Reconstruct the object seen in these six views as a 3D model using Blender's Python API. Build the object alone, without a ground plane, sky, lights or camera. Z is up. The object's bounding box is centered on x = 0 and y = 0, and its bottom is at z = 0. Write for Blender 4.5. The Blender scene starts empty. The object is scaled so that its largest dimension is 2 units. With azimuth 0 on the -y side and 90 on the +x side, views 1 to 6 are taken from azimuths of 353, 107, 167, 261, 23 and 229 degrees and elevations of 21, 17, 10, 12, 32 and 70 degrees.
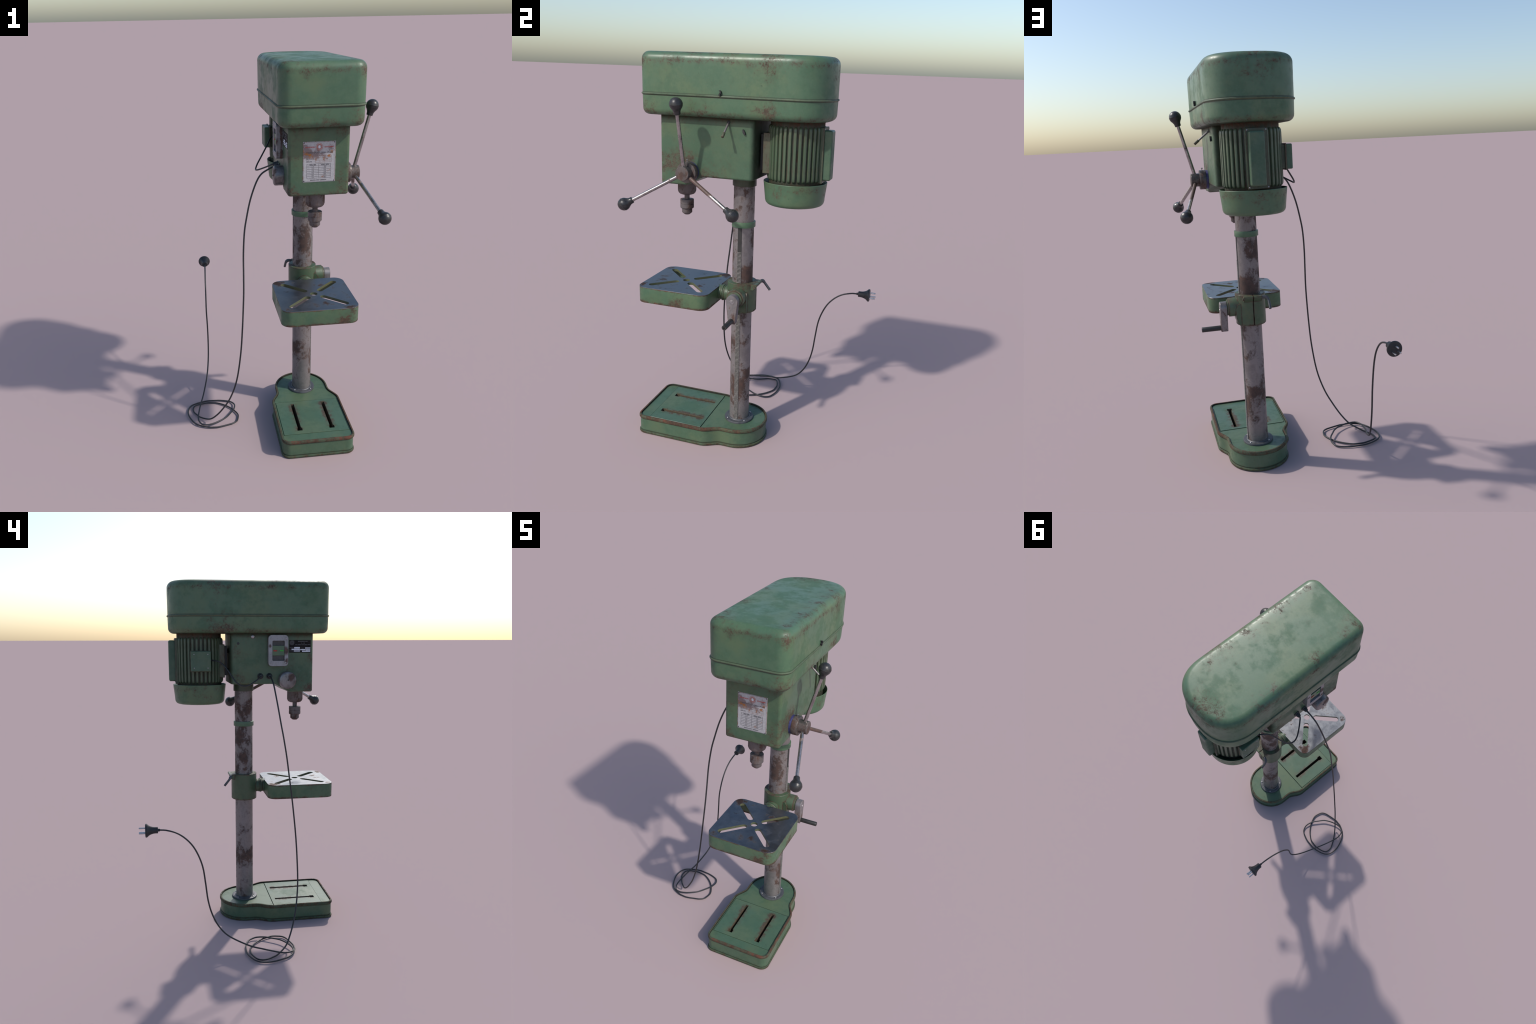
"""Old green pedestal drill press, with its cord and plug, built part by part."""
import bpy, bmesh, math, random
from mathutils import Vector, Matrix

random.seed(7)
PI = math.pi
CX = 0.1815                      # symmetry plane of the machine
COL = (CX, -0.043)               # column axis
MOT = (CX, 0.2145)               # motor axis
SPI = (CX, -0.3535)              # spindle axis
HUB = (-0.2718, 1.4545)          # feed axis (y, z), runs along x

# ------------------------------------------------------------------ materials
class G:
    """small helper that writes node expressions"""
    def __init__(self, name):
        self.m = bpy.data.materials.new(name)
        self.m.use_nodes = True
        self.t = self.m.node_tree
        self.t.nodes.clear()
        self.out = self.t.nodes.new('ShaderNodeOutputMaterial')
        self.b = self.t.nodes.new('ShaderNodeBsdfPrincipled')
        self.t.links.new(self.b.outputs[0], self.out.inputs[0])
        self.tc = self.t.nodes.new('ShaderNodeTexCoord').outputs['Object']
        self._xyz = None

    def link(self, v, sock):
        if isinstance(v, bpy.types.NodeSocket):
            self.t.links.new(v, sock)
        elif isinstance(v, (tuple, list)) and len(v) == 3 and sock.type == 'RGBA':
            sock.default_value = (*v, 1)
        else:
            sock.default_value = v

    def set(self, **kw):
        for k, v in kw.items():
            self.link(v, self.b.inputs[k.replace('_', ' ')])

    def math(self, op, a, b=0.0, c=None, clamp=False):
        n = self.t.nodes.new('ShaderNodeMath')
        n.operation = op
        n.use_clamp = clamp
        self.link(a, n.inputs[0]); self.link(b, n.inputs[1])
        if c is not None:
            self.link(c, n.inputs[2])
        return n.outputs[0]

    def add(self, a, b): return self.math('ADD', a, b)
    def mul(self, a, b): return self.math('MULTIPLY', a, b)
    def mx(self, a, b): return self.math('MAXIMUM', a, b)

    def ramp(self, v, lo, hi, a=0.0, b=1.0, smooth=True):
        n = self.t.nodes.new('ShaderNodeMapRange')
        n.interpolation_type = 'SMOOTHSTEP' if smooth else 'LINEAR'
        self.link(v, n.inputs[0])
        for i, x in enumerate((lo, hi, a, b)):
            self.link(x, n.inputs[1 + i])
        return n.outputs[0]

    def noise(self, scale, detail=4, rough=0.6, off=(0, 0, 0), stretch=(1, 1, 1), dist=0.0):
        mp = self.t.nodes.new('ShaderNodeMapping')
        self.link(self.tc, mp.inputs[0])
        mp.inputs[1].default_value = off
        mp.inputs[3].default_value = stretch
        n = self.t.nodes.new('ShaderNodeTexNoise')
        self.link(mp.outputs[0], n.inputs['Vector'])
        n.inputs['Scale'].default_value = scale
        n.inputs['Detail'].default_value = detail
        n.inputs['Roughness'].default_value = rough
        n.inputs['Distortion'].default_value = dist
        return n.outputs[0]

    def mix(self, f, a, b):
        n = self.t.nodes.new('ShaderNodeMix')
        n.data_type = 'RGBA'
        self.link(f, n.inputs[0])
        self.link(a, n.inputs[6]); self.link(b, n.inputs[7])
        return n.outputs[2]

    def axis(self, i):
        if self._xyz is None:
            n = self.t.nodes.new('ShaderNodeSeparateXYZ')
            self.link(self.tc, n.inputs[0])
            self._xyz = n
        return self._xyz.outputs[i]

    def band(self, ax, c, w, amt=1.0):
        d = self.math('ABSOLUTE', self.math('SUBTRACT', self.axis('xyz'.index(ax)), c))
        return self.ramp(d, 0.0, w, amt, 0.0)

    def spot(self, p, r, amt=1.0):
        n = self.t.nodes.new('ShaderNodeVectorMath')
        n.operation = 'DISTANCE'
        self.link(self.tc, n.inputs[0])
        n.inputs[1].default_value = p
        return self.ramp(n.outputs['Value'], 0.0, r, amt, 0.0)

    def edge(self, radius, lo=0.004, hi=0.10):
        """1 near edges: compares the bevelled normal with the real one"""
        bv = self.t.nodes.new('ShaderNodeBevel')
        bv.samples = 6
        bv.inputs[0].default_value = radius
        ge = self.t.nodes.new('ShaderNodeNewGeometry')
        n = self.t.nodes.new('ShaderNodeVectorMath')
        n.operation = 'DOT_PRODUCT'
        self.link(bv.outputs[0], n.inputs[0]); self.link(ge.outputs['Normal'], n.inputs[1])
        return self.ramp(self.math('SUBTRACT', 1.0, n.outputs['Value']), lo, hi)

    def fields(self, bands=(), spots=()):
        f = None
        for s in [self.band(*b) for b in bands] + [self.spot(*s) for s in spots]:
            f = s if f is None else self.mx(f, s)
        return 0.0 if f is None else f

    def bump(self, h, strength=0.2, dist=0.002):
        n = self.t.nodes.new('ShaderNodeBump')
        n.inputs['Strength'].default_value = strength
        n.inputs['Distance'].default_value = dist
        self.link(h, n.inputs['Height'])
        self.link(n.outputs[0], self.b.inputs['Normal'])


RUST_D = (0.040, 0.020, 0.014)
RUST_M = (0.088, 0.040, 0.026)
RUST_B = (0.150, 0.060, 0.030)
GREEN = (0.066, 0.128, 0.074)


def paint(name, bands=(), spots=(), edge=0.0, edge_amt=0.8, rust=0.0, off=0.0,
          tint=None, grain=1.0, painted_shade=(), streak=(1, 1, 1), patch=1.0, lines=(), matt=0.0, glow=0.0):
    g = G(name)
    o = (off, off * 1.7, off * 0.6)
    big = g.noise(5.0, 3, 0.55, o)
    mid = g.noise(17, 5, 0.65, o)
    blot = g.noise(40 * grain, 5, 0.70, o, streak)
    fine = g.noise(150 * grain, 5, 0.75, o, streak)
    gr = tint or GREEN
    dk = tuple(x * y for x, y in zip(gr, (0.60, 0.80, 0.74)))
    yl = tuple(x * y for x, y in zip(gr, (1.28, 1.06, 0.94)))
    c = g.mix(g.ramp(big, 0.40, 0.64), gr, yl)
    c = g.mix(g.mul(g.ramp(mid, 0.46, 0.68), 0.50), c, dk)
    # worn matt islands, darker green and rougher than the rubbed, shiny rest
    pz = g.add(g.mul(g.noise(5.5, 6, 0.66, (off + 8, 3, 1)), 0.8), g.mul(blot, 0.2))
    pt = g.ramp(pz, 0.47, 0.60)
    c = g.mix(g.mul(pt, 0.52 * patch), c, dk)
    c = g.mix(g.mul(g.ramp(fine, 0.45, 0.75), 0.18), c, (0.16, 0.19, 0.14))
    # dark specks and scuffs, only inside a few islands
    sk = g.mul(g.ramp(g.noise(55, 4, 0.75, (off + 3, 1, 2)), 0.60, 0.70), g.ramp(g.noise(9, 3, 0.6, (off + 5, 7, 9)), 0.55, 0.66))
    c = g.mix(g.mul(sk, 0.70), c, (0.016, 0.036, 0.022))
    # occlusion shading at joints and overhangs, darkened into the colour
    if painted_shade:
        c = g.mix(g.mul(g.fields(painted_shade), g.ramp(blot, 0.2, 0.62, 0.60, 1.0)), c, (0.026, 0.023, 0.016))
    # rust: a wide field thins out through fine grained noise
    f = g.fields(bands, [(p, r * 1.55, a * 0.92) for p, r, a in spots])
    if edge > 0:
        f = g.mx(f, g.mul(g.edge(edge), edge_amt))
    nz = g.add(g.mul(fine, 0.42), g.add(g.mul(blot, 0.40), g.mul(mid, 0.18)))
    gate = g.ramp(g.noise(13, 4, 0.65, (off + 11, 2, 4)), 0.34, 0.60, 0.35, 1.0)
    drive = g.add(nz, g.add(g.mul(g.mul(f, gate), 0.185), rust))
    m = g.ramp(drive, 0.595, 0.73)
    halo = g.ramp(drive, 0.52, 0.68)
    c = g.mix(g.mul(halo, 0.42), c, (0.070, 0.058, 0.034))
    rc = g.mix(g.ramp(g.noise(75, 4, 0.7, (off + 2, 0, 5)), 0.36, 0.66), RUST_D, RUST_M)
    if glow > 0:                           # brighter red-brown patches
        rc = g.mix(g.mul(g.ramp(g.noise(22, 4, 0.7, (off + 6, 4, 1)), 0.50, 0.62), glow), rc, (0.130, 0.042, 0.026))
    c = g.mix(g.mul(m, 0.85), c, rc)
    for ln in lines:                       # thin dark seam lines
        c = g.mix(g.band(*ln), c, (0.020, 0.017, 0.012))
    rough = g.add(g.ramp(big, 0.3, 0.7, 0.33, 0.40), g.mul(g.ramp(mid, 0.35, 0.7), 0.08))
    rough = g.add(rough, g.add(g.mul(pt, 0.20 * patch), g.mul(m, 0.28)))
    rough = g.add(rough, matt)
    if painted_shade:
        dz = g.fields(painted_shade)
        rough = g.add(rough, g.mul(dz, 0.30))
        g.set(Specular_IOR_Level=g.ramp(dz, 0.0, 1.0, 0.5, 0.12))
    else:
        g.set(Specular_IOR_Level=0.5 - 0.6 * min(matt, 0.5))
    g.set(Base_Color=c, Roughness=rough)
    g.bump(g.add(g.mul(m, -0.5), g.mul(mid, 0.35)), 0.25, 0.0012)
    return g.m


def steel(name, base=(0.30, 0.29, 0.29), rust=0.0, scale=14, metallic=0.7, rough=0.42, bands=(), spots=(),
          bright=(), off=0.0, dark=(0.10, 0.095, 0.095), stretch=(1, 1, 0.55), edge=0.0, soft=0.07, rk=1.0, met2=0.05):
    g = G(name)
    o = (off, off * 2.1, off * 0.7)
    big = g.noise(scale * 0.45, 3, 0.6, o, stretch)
    mid = g.noise(scale, 6, 0.68, o, stretch, 0.3)
    fine = g.noise(scale * 7, 4, 0.7, o)
    c = g.mix(g.add(g.mul(g.ramp(mid, 0.34, 0.60), 0.72), g.mul(g.ramp(fine, 0.3, 0.7), 0.28)), dark, base)
    f = g.fields(bands, spots)
    if edge > 0:
        f = g.mx(f, g.mul(g.edge(edge), 0.7))
    nz = g.add(g.mul(mid, 0.58), g.add(g.mul(big, 0.27), g.mul(fine, 0.15)))
    drive = g.add(nz, g.add(g.mul(f, 0.17), rust))
    m = g.ramp(drive, 0.555 - soft * 0.5, 0.555 + soft)
    rc = g.mix(g.ramp(g.noise(scale * 3, 4, 0.7, (off + 4, 1, 1)), 0.32, 0.66), tuple(x * rk for x in RUST_D), tuple(x * rk for x in RUST_M))
    br = g.mul(g.ramp(g.noise(scale * 0.8, 4, 0.6, (off + 9, 3, 2)), 0.52, 0.64), g.mul(g.fields(bright), 0.6) if bright else 0.30)
    rc = g.mix(br, rc, tuple(x * rk for x in RUST_B))
    c = g.mix(g.mul(m, 0.92), c, rc)
    g.set(Base_Color=c, Metallic=g.ramp(m, 0.0, 0.8, metallic, met2),
          Roughness=g.add(g.ramp(mid, 0.3, 0.7, rough - 0.06, rough + 0.08), g.mul(m, 0.32)))
    g.bump(g.add(g.mul(m, 0.6), g.mul(fine, 0.25)), 0.22, 0.0010)
    return g.m


def plain(name, col, rough=0.5, metallic=0.0, vary=0.25, scale=60, spec=0.5):
    g = G(name)
    n = g.noise(scale, 4, 0.65)
    d = tuple(x * (1 - vary) for x in col)
    l = tuple(min(1, x * (1 + vary)) for x in col)
    g.set(Base_Color=g.mix(g.ramp(n, 0.3, 0.7), d, l), Roughness=g.ramp(n, 0.3, 0.7, rough - 0.06, rough + 0.06),
          Metallic=metallic, Specular_IOR_Level=spec)
    return g.m


def plate_metal(name):
    """pale data plate with purple-grey scuffs and orange rust"""
    g = G(name)
    n1 = g.noise(42, 6, 0.72, (1, 0, 3))
    n2 = g.noise(110, 5, 0.7, (4, 1, 0))
    c = g.mix(g.ramp(n2, 0.3, 0.7), (0.33, 0.325, 0.34), (0.43, 0.425, 0.44))
    scuff = g.fields((), [((0.128, -0.4265, 1.588), 0.050, 1.0), ((0.118, -0.4265, 1.613), 0.034, 0.7),
                          ((0.160, -0.4265, 1.575), 0.045, 0.8), ((0.240, -0.4265, 1.605), 0.035, 0.6),
                          ((0.20, -0.4265, 1.570), 0.05, 0.5), ((0.175, -0.4265, 1.60), 0.03, 0.6)])
    d = g.add(g.mul(g.add(n1, n2), 0.5), g.mul(scuff, 0.30))
    c = g.mix(g.mul(g.ramp(d, 0.565, 0.70), 0.85), c, (0.150, 0.100, 0.098))
    oran = g.fields([('x', 0.1055, 0.007, 0.75), ('x', 0.2575, 0.006, 0.6), ('z', 1.6415, 0.006, 0.6), ('z', 1.4535, 0.005, 0.35)],
                    [((0.137, -0.4265, 1.577), 0.030, 1.0), ((0.123, -0.4265, 1.585), 0.030, 0.9), ((0.107, -0.4265, 1.585), 0.030, 0.9),
                     ((0.230, -0.4265, 1.574), 0.020, 1.0), ((0.238, -0.4265, 1.592), 0.022, 0.8),
                     ((0.205, -0.4265, 1.555), 0.026, 0.8), ((0.165, -0.4265, 1.560), 0.022, 0.7),
                     ((0.225, -0.4265, 1.51), 0.030, 0.55), ((0.20, -0.4265, 1.478), 0.030, 0.6)])
    d2 = g.add(g.mul(g.add(g.noise(70, 5, 0.7, (9, 2, 2)), n2), 0.5), g.mul(oran, 0.31))
    c = g.mix(g.mul(g.ramp(d2, 0.66, 0.76), 0.75), c, (0.26, 0.105, 0.045))
    c = g.mix(g.mul(g.ramp(d2, 0.755, 0.82), 0.9), c, (0.34, 0.13, 0.018))
    g.set(Base_Color=c, Roughness=0.5, Metallic=0.15)
    return g.m


M = {}
M['cover'] = paint('worn_green_cover_paint', off=1.3,
                   bands=[('z', 1.962, 0.030, 0.75), ('z', 1.728, 0.030, 0.70), ], lines=[('z', 1.8172, 0.0022, 0.75), ('z', 1.8040, 0.0026, 0.85)],
                   painted_shade=[('z', 1.7135, 0.007, 0.8)],
                   spots=[((0.36, -0.36, 1.965), 0.05, 0.9), ((0.38, 0.12, 1.97), 0.10, 1.1), ((0.36, -0.49, 1.96), 0.05, 1.1),
                          ((0.34, -0.50, 1.735), 0.07, 1.15), ((0.19, -0.51, 1.725), 0.06, 1.0), ((0.10, -0.51, 1.97), 0.05, 1.05),
                          ((0.375, -0.45, 1.735), 0.06, 1.0), ((0.375, -0.2, 1.735), 0.07, 1.0), ((0.375, 0.12, 1.735), 0.09, 1.1),
                          ((0.18, 0.385, 1.97), 0.10, 1.15), ((-0.01, 0.13, 1.97), 0.07, 1.1), ((-0.015, 0.08, 1.735), 0.11, 1.15),
                          ((0.33, 0.2, 1.995), 0.05, 1.0), ((0.345, -0.05, 1.997), 0.06, 1.0), ((0.342, -0.25, 1.997), 0.06, 1.0),
                          ((0.15, 0.34, 1.998), 0.07, 1.0), ((0.02, -0.46, 1.995), 0.05, 1.0), ((0.02, 0.05, 1.995), 0.05, 0.9), ((0.345, 0.07, 1.998), 0.05, 1.0), ((0.338, -0.15, 1.998), 0.04, 1.1),
                          ((0.340, -0.36, 1.998), 0.04, 1.0), ((0.332, -0.43, 1.998), 0.035, 1.0), ((0.08, -0.47, 1.998), 0.04, 0.9), ((0.03, -0.40, 1.998), 0.05, 1.0),
                          ((0.025, -0.2, 1.998), 0.05, 0.9), ((0.22, 0.34, 1.998), 0.06, 1.0), ((0.10, 0.33, 1.998), 0.06, 1.0)])
M['bead'] = paint('worn_bead_paint', off=2.2, rust=0.055, tint=(0.070, 0.100, 0.062), matt=0.15)
M['head'] = paint('worn_green_head_paint', off=4.1, tint=(0.054, 0.104, 0.060), rust=0.014, edge=0.012, edge_amt=1.3,
                  bands=[('z', 1.712, 0.050, 0.55), ('z', 1.392, 0.030, 0.6)],
                  spots=[((0.327, -0.30, 1.50), 0.085, 1.15), ((0.327, -0.36, 1.47), 0.09, 1.05), ((0.327, -0.42, 1.47), 0.07, 1.1),
                         ((0.327, -0.20, 1.445), 0.05, 1.0), ((0.327, -0.12, 1.437), 0.07, 1.1), ((0.327, -0.10, 1.437), 0.05, 1.05),
                         ((0.31, -0.425, 1.40), 0.06, 1.2), ((0.315, -0.425, 1.50), 0.05, 0.9), ((0.30, -0.425, 1.70), 0.05, 1.0),
                         ((0.07, -0.425, 1.70), 0.06, 0.9), ((0.05, -0.425, 1.58), 0.05, 0.8), ((0.036, -0.30, 1.43), 0.10, 0.8),
                         ((0.036, -0.41, 1.40), 0.05, 1.1), ((0.036, 0.0, 1.45), 0.07, 0.8), ((0.036, -0.28, 1.55), 0.05, 0.8),
                         ((0.036, -0.40, 1.70), 0.05, 1.0), ((0.036, 0.0, 1.62), 0.06, 0.7)],
                  painted_shade=[('z', 1.716, 0.034, 0.9), ('y', 0.060, 0.032, 1.0)])  # rear wall and strip beneath the cover coloured dark for their shadow
M['motor'] = paint('worn_green_motor_paint', off=6.5, rust=0.105, tint=(0.030, 0.042, 0.028), streak=(1, 1, 0.25), matt=0.2, bands=[('z', 1.72, 0.04, 0.6)], painted_shade=[('z', 1.722, 0.045, 0.75), ('z', 1.425, 0.03, 0.7)])
M['fin'] = paint('rust_streaked_fin_paint', off=7.7, rust=0.035, edge=0.006, edge_amt=2.0, streak=(1, 1, 0.2), tint=(0.060, 0.096, 0.056), patch=0.6)
M['fan'] = paint('worn_fan_cover_paint', off=9.1, bands=[('z', 1.405, 0.035, 0.62)],
                 spots=[((0.31, 0.16, 1.405), 0.07, 0.8), ((0.18, 0.36, 1.41), 0.09, 0.6), ((0.05, 0.2, 1.405), 0.10, 0.8)])
M['box'] = paint('worn_terminal_paint', off=11.2, edge=0.006, edge_amt=0.7, rust=-0.005, tint=(0.050, 0.100, 0.064))
M['mount'] = paint('rusty_mount_paint', off=12.9, rust=0.095, edge=0.01, tint=(0.070, 0.085, 0.055), streak=(1, 1, 0.3))
M['dirty'] = paint('dirty_green_paint', off=13.3, rust=0.06, edge=0.006, edge_amt=0.9, tint=(0.042, 0.060, 0.038))
M['sleeve'] = paint('worn_sleeve_paint', off=15.4, edge=0.008, edge_amt=1.9, rust=0.028, tint=(0.056, 0.090, 0.049),
                    bands=[('z', 0.890, 0.012, 0.7), ('z', 0.738, 0.012, 0.8)],
                    spots=[((0.25, -0.03, 0.875), 0.055, 1.1), ((0.24, 0.0, 0.88), 0.05, 1.0)])
M['ring'] = paint('worn_collar_paint', off=16.8, edge=0.005, edge_amt=0.4, rust=-0.03)
M['table'] = paint('worn_table_paint', off=18.5, rust=0.0, glow=0.7, bands=[('z', 0.850, 0.016, 1.75), ('z', 0.762, 0.024, 2.0)],
                   spots=[((0.37, -0.32, 0.765), 0.06, 1.5), ((0.30, -0.55, 0.765), 0.08, 1.4), ((0.34, -0.55, 0.845), 0.05, 1.2)])
M['slotwall'] = paint('ochre_slot_paint', off=19.5, rust=0.03, tint=(0.085, 0.098, 0.052))
M['base'] = paint('worn_base_paint', off=21.0, tint=(0.059, 0.110, 0.066), rust=0.0, painted_shade=[('z', 0.0150, 0.0065, 0.85), ('z', 0.0835, 0.004, 0.6)],
                  bands=[('z', 0.016, 0.012, 0.4)])
M['rim'] = paint('rusty_rim_paint', off=21.7, tint=(0.052, 0.078, 0.046), rust=0.145, matt=0.25, glow=0.9,
                 spots=[((0.382, -0.27, 0.098), 0.12, 0.7), ((0.382, -0.40, 0.098), 0.10, 0.6), ((0.30, -0.566, 0.098), 0.10, 0.5), ((0.12, -0.566, 0.098), 0.08, 0.5)])
M['foot'] = paint('rusty_foot_paint', off=23.1, tint=(0.045, 0.080, 0.046), rust=0.135, matt=0.30)
M['seam_shadow'] = plain('painted_seam_shadow', (0.020, 0.020, 0.016), 0.8, 0, 0.3, 60, 0.1)
slot_sp = [((x, y, 0.099), 0.0290, 2.2) for x in (0.0955, 0.2705) for y in (-0.24, -0.28, -0.32, -0.36, -0.40, -0.44)]
M['panel'] = paint('worn_panel_paint', off=22.4, tint=(0.059, 0.110, 0.069), rust=0.005, spots=slot_sp)
M['slotdark'] = plain('rusty_slot_wall', (0.085, 0.064, 0.040), 0.8)
M['column'] = steel('rusty_column_steel', base=(0.245, 0.225, 0.225), dark=(0.150, 0.138, 0.138), scale=15, metallic=0.45, rough=0.42, off=2.0, rk=0.72,
                    rust=0.026, soft=0.07, stretch=(1, 1, 0.75),
                    bands=[('z', 1.30, 0.22, 0.28), ('z', 0.95, 0.10, 0.35)],
                    spots=[((0.23, -0.02, 0.93), 0.10, 0.8), ((0.2, 0.01, 0.93), 0.09, 0.9), ((0.17, 0.01, 0.36), 0.10, 0.7), ((0.13, -0.04, 0.37), 0.09, 0.7),
                           ((0.16, 0.01, 1.12), 0.08, 0.8), ((0.18, -0.095, 1.02), 0.10, 0.6), ((0.23, -0.06, 0.55), 0.08, 0.6), ((0.23, -0.06, 0.33), 0.10, 0.7),
                           ((0.13, -0.04, 1.00), 0.08, 0.7)],
                    bright=[('z', 0.92, 0.12, 0.9), ('z', 0.35, 0.12, 0.8), ('z', 1.30, 0.15, 0.5)])
M['spindle'] = steel('rusty_spindle_steel', base=(0.19, 0.172, 0.172), dark=(0.10, 0.088, 0.088), scale=26, metallic=0.4, rough=0.5, rust=0.085, soft=0.10, rk=0.72, off=5.0)
M['frame'] = steel('scuffed_switch_frame', base=(0.31, 0.31, 0.33), dark=(0.2, 0.2, 0.21), scale=24, metallic=0.55, rough=0.45, off=8.0, rust=-0.06,
                   spots=[((0.005, -0.268, 1.62), 0.05, 0.95), ((0.005, -0.262, 1.56), 0.035, 0.95), ((0.005, -0.262, 1.67), 0.035, 0.7), ((0.005, -0.170, 1.645), 0.02, 1.0)],
                   bands=[('x', 0.030, 0.018, 0.9)])
M['capsteel'] = steel('scuffed_spring_cap', base=(0.27, 0.26, 0.265), scale=26, metallic=0.7, rough=0.38, off=9.0, rust=0.0, soft=0.1, rk=0.8,
                      spots=[((-0.01, -0.294, 1.474), 0.036, 1.0), ((-0.01, -0.315, 1.445), 0.03, 0.7), ((0.0, -0.27, 1.41), 0.03, 0.7)])
M['hub'] = steel('worn_hub_steel', base=(0.19, 0.178, 0.170), dark=(0.085, 0.076, 0.076), scale=24, metallic=0.7, rough=0.37, off=10.0, rust=0.038, rk=0.75,
                 bands=[('x', 0.350, 0.022, 0.30)], spots=[((0.414, -0.275, 1.445), 0.03, 0.5)])
M['rod'] = steel('rust_blotched_rod', base=(0.46, 0.43, 0.42), dark=(0.26, 0.24, 0.24), scale=15, metallic=0.92, rough=0.25, off=11.0, rust=0.0,
                 stretch=(1, 1, 1), spots=[((0.405, -0.20, 1.413), 0.12, 2.2), ((0.43, -0.14, 1.38), 0.05, 1.2), ((0.43, -0.272, 1.62), 0.03, 0.9), ((0.41, -0.34, 1.415), 0.03, 1.0)], bright=[('z', 1.40, 0.12, 1.6)])
M['crank'] = steel('rusty_crank_steel', base=(0.25, 0.235, 0.24), dark=(0.15, 0.14, 0.14), scale=24, metallic=0.5, rough=0.42, off=12.5, rust=0.015, edge=0.004,
                   bright=[('z', 0.77, 0.05, 0.8)])
M['tabletop'] = steel('bluish_table_steel', base=(0.200, 0.208, 0.222), dark=(0.140, 0.145, 0.156), scale=17, metallic=0.95, rough=0.36, off=14.0, rk=0.75, met2=0.75, rust=-0.018,
                      stretch=(1, 1, 1),
                      spots=[((0.02, -0.19, 0.848), 0.055, 0.95), ((0.33, -0.54, 0.848), 0.06, 0.6), ((0.22, -0.47, 0.848), 0.03, 0.8), ((0.03, -0.52, 0.848), 0.04, 0.4)])
M['flange'] = steel('blued_flange_steel', base=(0.095, 0.10, 0.108), dark=(0.06, 0.06, 0.064), scale=30, metallic=0.4, rough=0.52, off=15.0, rust=-0.05)
M['rack'] = plain('grey_rack_steel', (0.185, 0.175, 0.165), 0.5, 0.3, 0.3, 120)
M['rackdark'] = plain('dark_rack_groove', (0.022, 0.021, 0.020), 0.7)
M['knob'] = plain('black_knob_plastic', (0.022, 0.022, 0.023), 0.36, 0.0, 0.3, 80)
M['rubber'] = plain('black_cord_rubber', (0.020, 0.021, 0.023), 0.48, 0.0, 0.25, 90)
M['grip'] = plain('dark_grip', (0.018, 0.0175, 0.017), 0.45)
M['pin'] = plain('nickel_pin', (0.45, 0.46, 0.48), 0.28, 0.9, 0.1)
M['screw'] = plain('dull_screw_steel', (0.34, 0.33, 0.34), 0.35, 0.8, 0.2)
M['darkscrew'] = plain('black_screw', (0.02, 0.02, 0.022), 0.45)
M['blackbar'] = plain('black_bracket', (0.012, 0.012, 0.013), 0.6)
M['blue'] = plain('blue_depth_ring', (0.035, 0.035, 0.12), 0.5, 0.1, 0.35, 90)
M['swgrey'] = plain('dark_switch_recess', (0.055, 0.055, 0.055), 0.6)
M['swgreen'] = paint('switch_face_paint', off=25.0, rust=-0.08)
M['redbtn'] = plain('red_button', (0.36, 0.02, 0.015), 0.4)
M['greenbtn'] = plain('green_button', (0.03, 0.38, 0.03), 0.4)
M['plate'] = plate_metal('rusted_data_plate')
M['ink'] = plain('faded_black_ink', (0.085, 0.08, 0.085), 0.6, 0, 0.45, 150)
M['inkfaint'] = plain('worn_grey_ink', (0.20, 0.19, 0.195), 0.6, 0, 0.3, 150)
M['inkrust'] = plain('rusted_ink', (0.22, 0.12, 0.09), 0.6, 0, 0.4, 150)
M['red'] = plain('faded_red_ink', (0.40, 0.060, 0.050), 0.55, 0, 0.35, 150)
M['redfaint'] = plain('pale_red_ink', (0.37, 0.14, 0.115), 0.55, 0, 0.3, 150)
M['label'] = plain('black_label_film', (0.012, 0.009, 0.010), 0.6, 0, 0.6, 45, 0.15)
M['labelwhite'] = plain('white_label_field', (0.66, 0.68, 0.76), 0.5, 0, 0.15, 200)
M['disc'] = plain('pale_disc', (0.40, 0.40, 0.43), 0.5, 0.1, 0.15, 200)
M['labelgrey'] = plain('worn_label_ink', (0.12, 0.12, 0.13), 0.5, 0, 0.3, 200)

# ------------------------------------------------------------------ geometry helpers
root = bpy.data.objects.new('drill_press', None)
root.empty_display_size = 0.2
root.location = (CX, -0.2, 0)
root['label'] = 'worn green pedestal drill press with rusty column'
root['category'] = 'drill press'
bpy.context.collection.objects.link(root)
bpy.context.view_layer.update()


def obj(name, me, mat=None, parent=None, angle=35, mats=None):
    if mat is not None:
        me.materials.append(M[mat])
    for x in mats or ():
        me.materials.append(M[x])
    if angle is not None:
        me.polygons.foreach_set('use_smooth', [True] * len(me.polygons))
        me.set_sharp_from_angle(angle=math.radians(angle))
    o = bpy.data.objects.new(name, me)
    bpy.context.collection.objects.link(o)
    attach(o, parent)
    return o


def attach(o, parent=None):
    p = parent or root
    o.parent = p
    bpy.context.view_layer.update()
    o.matrix_parent_inverse = p.matrix_world.inverted()


def to_mesh(bm, name):
    bmesh.ops.recalc_face_normals(bm, faces=bm.faces[:])
    me = bpy.data.meshes.new(name)
    bm.to_mesh(me)
    bm.free()
    return me


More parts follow.
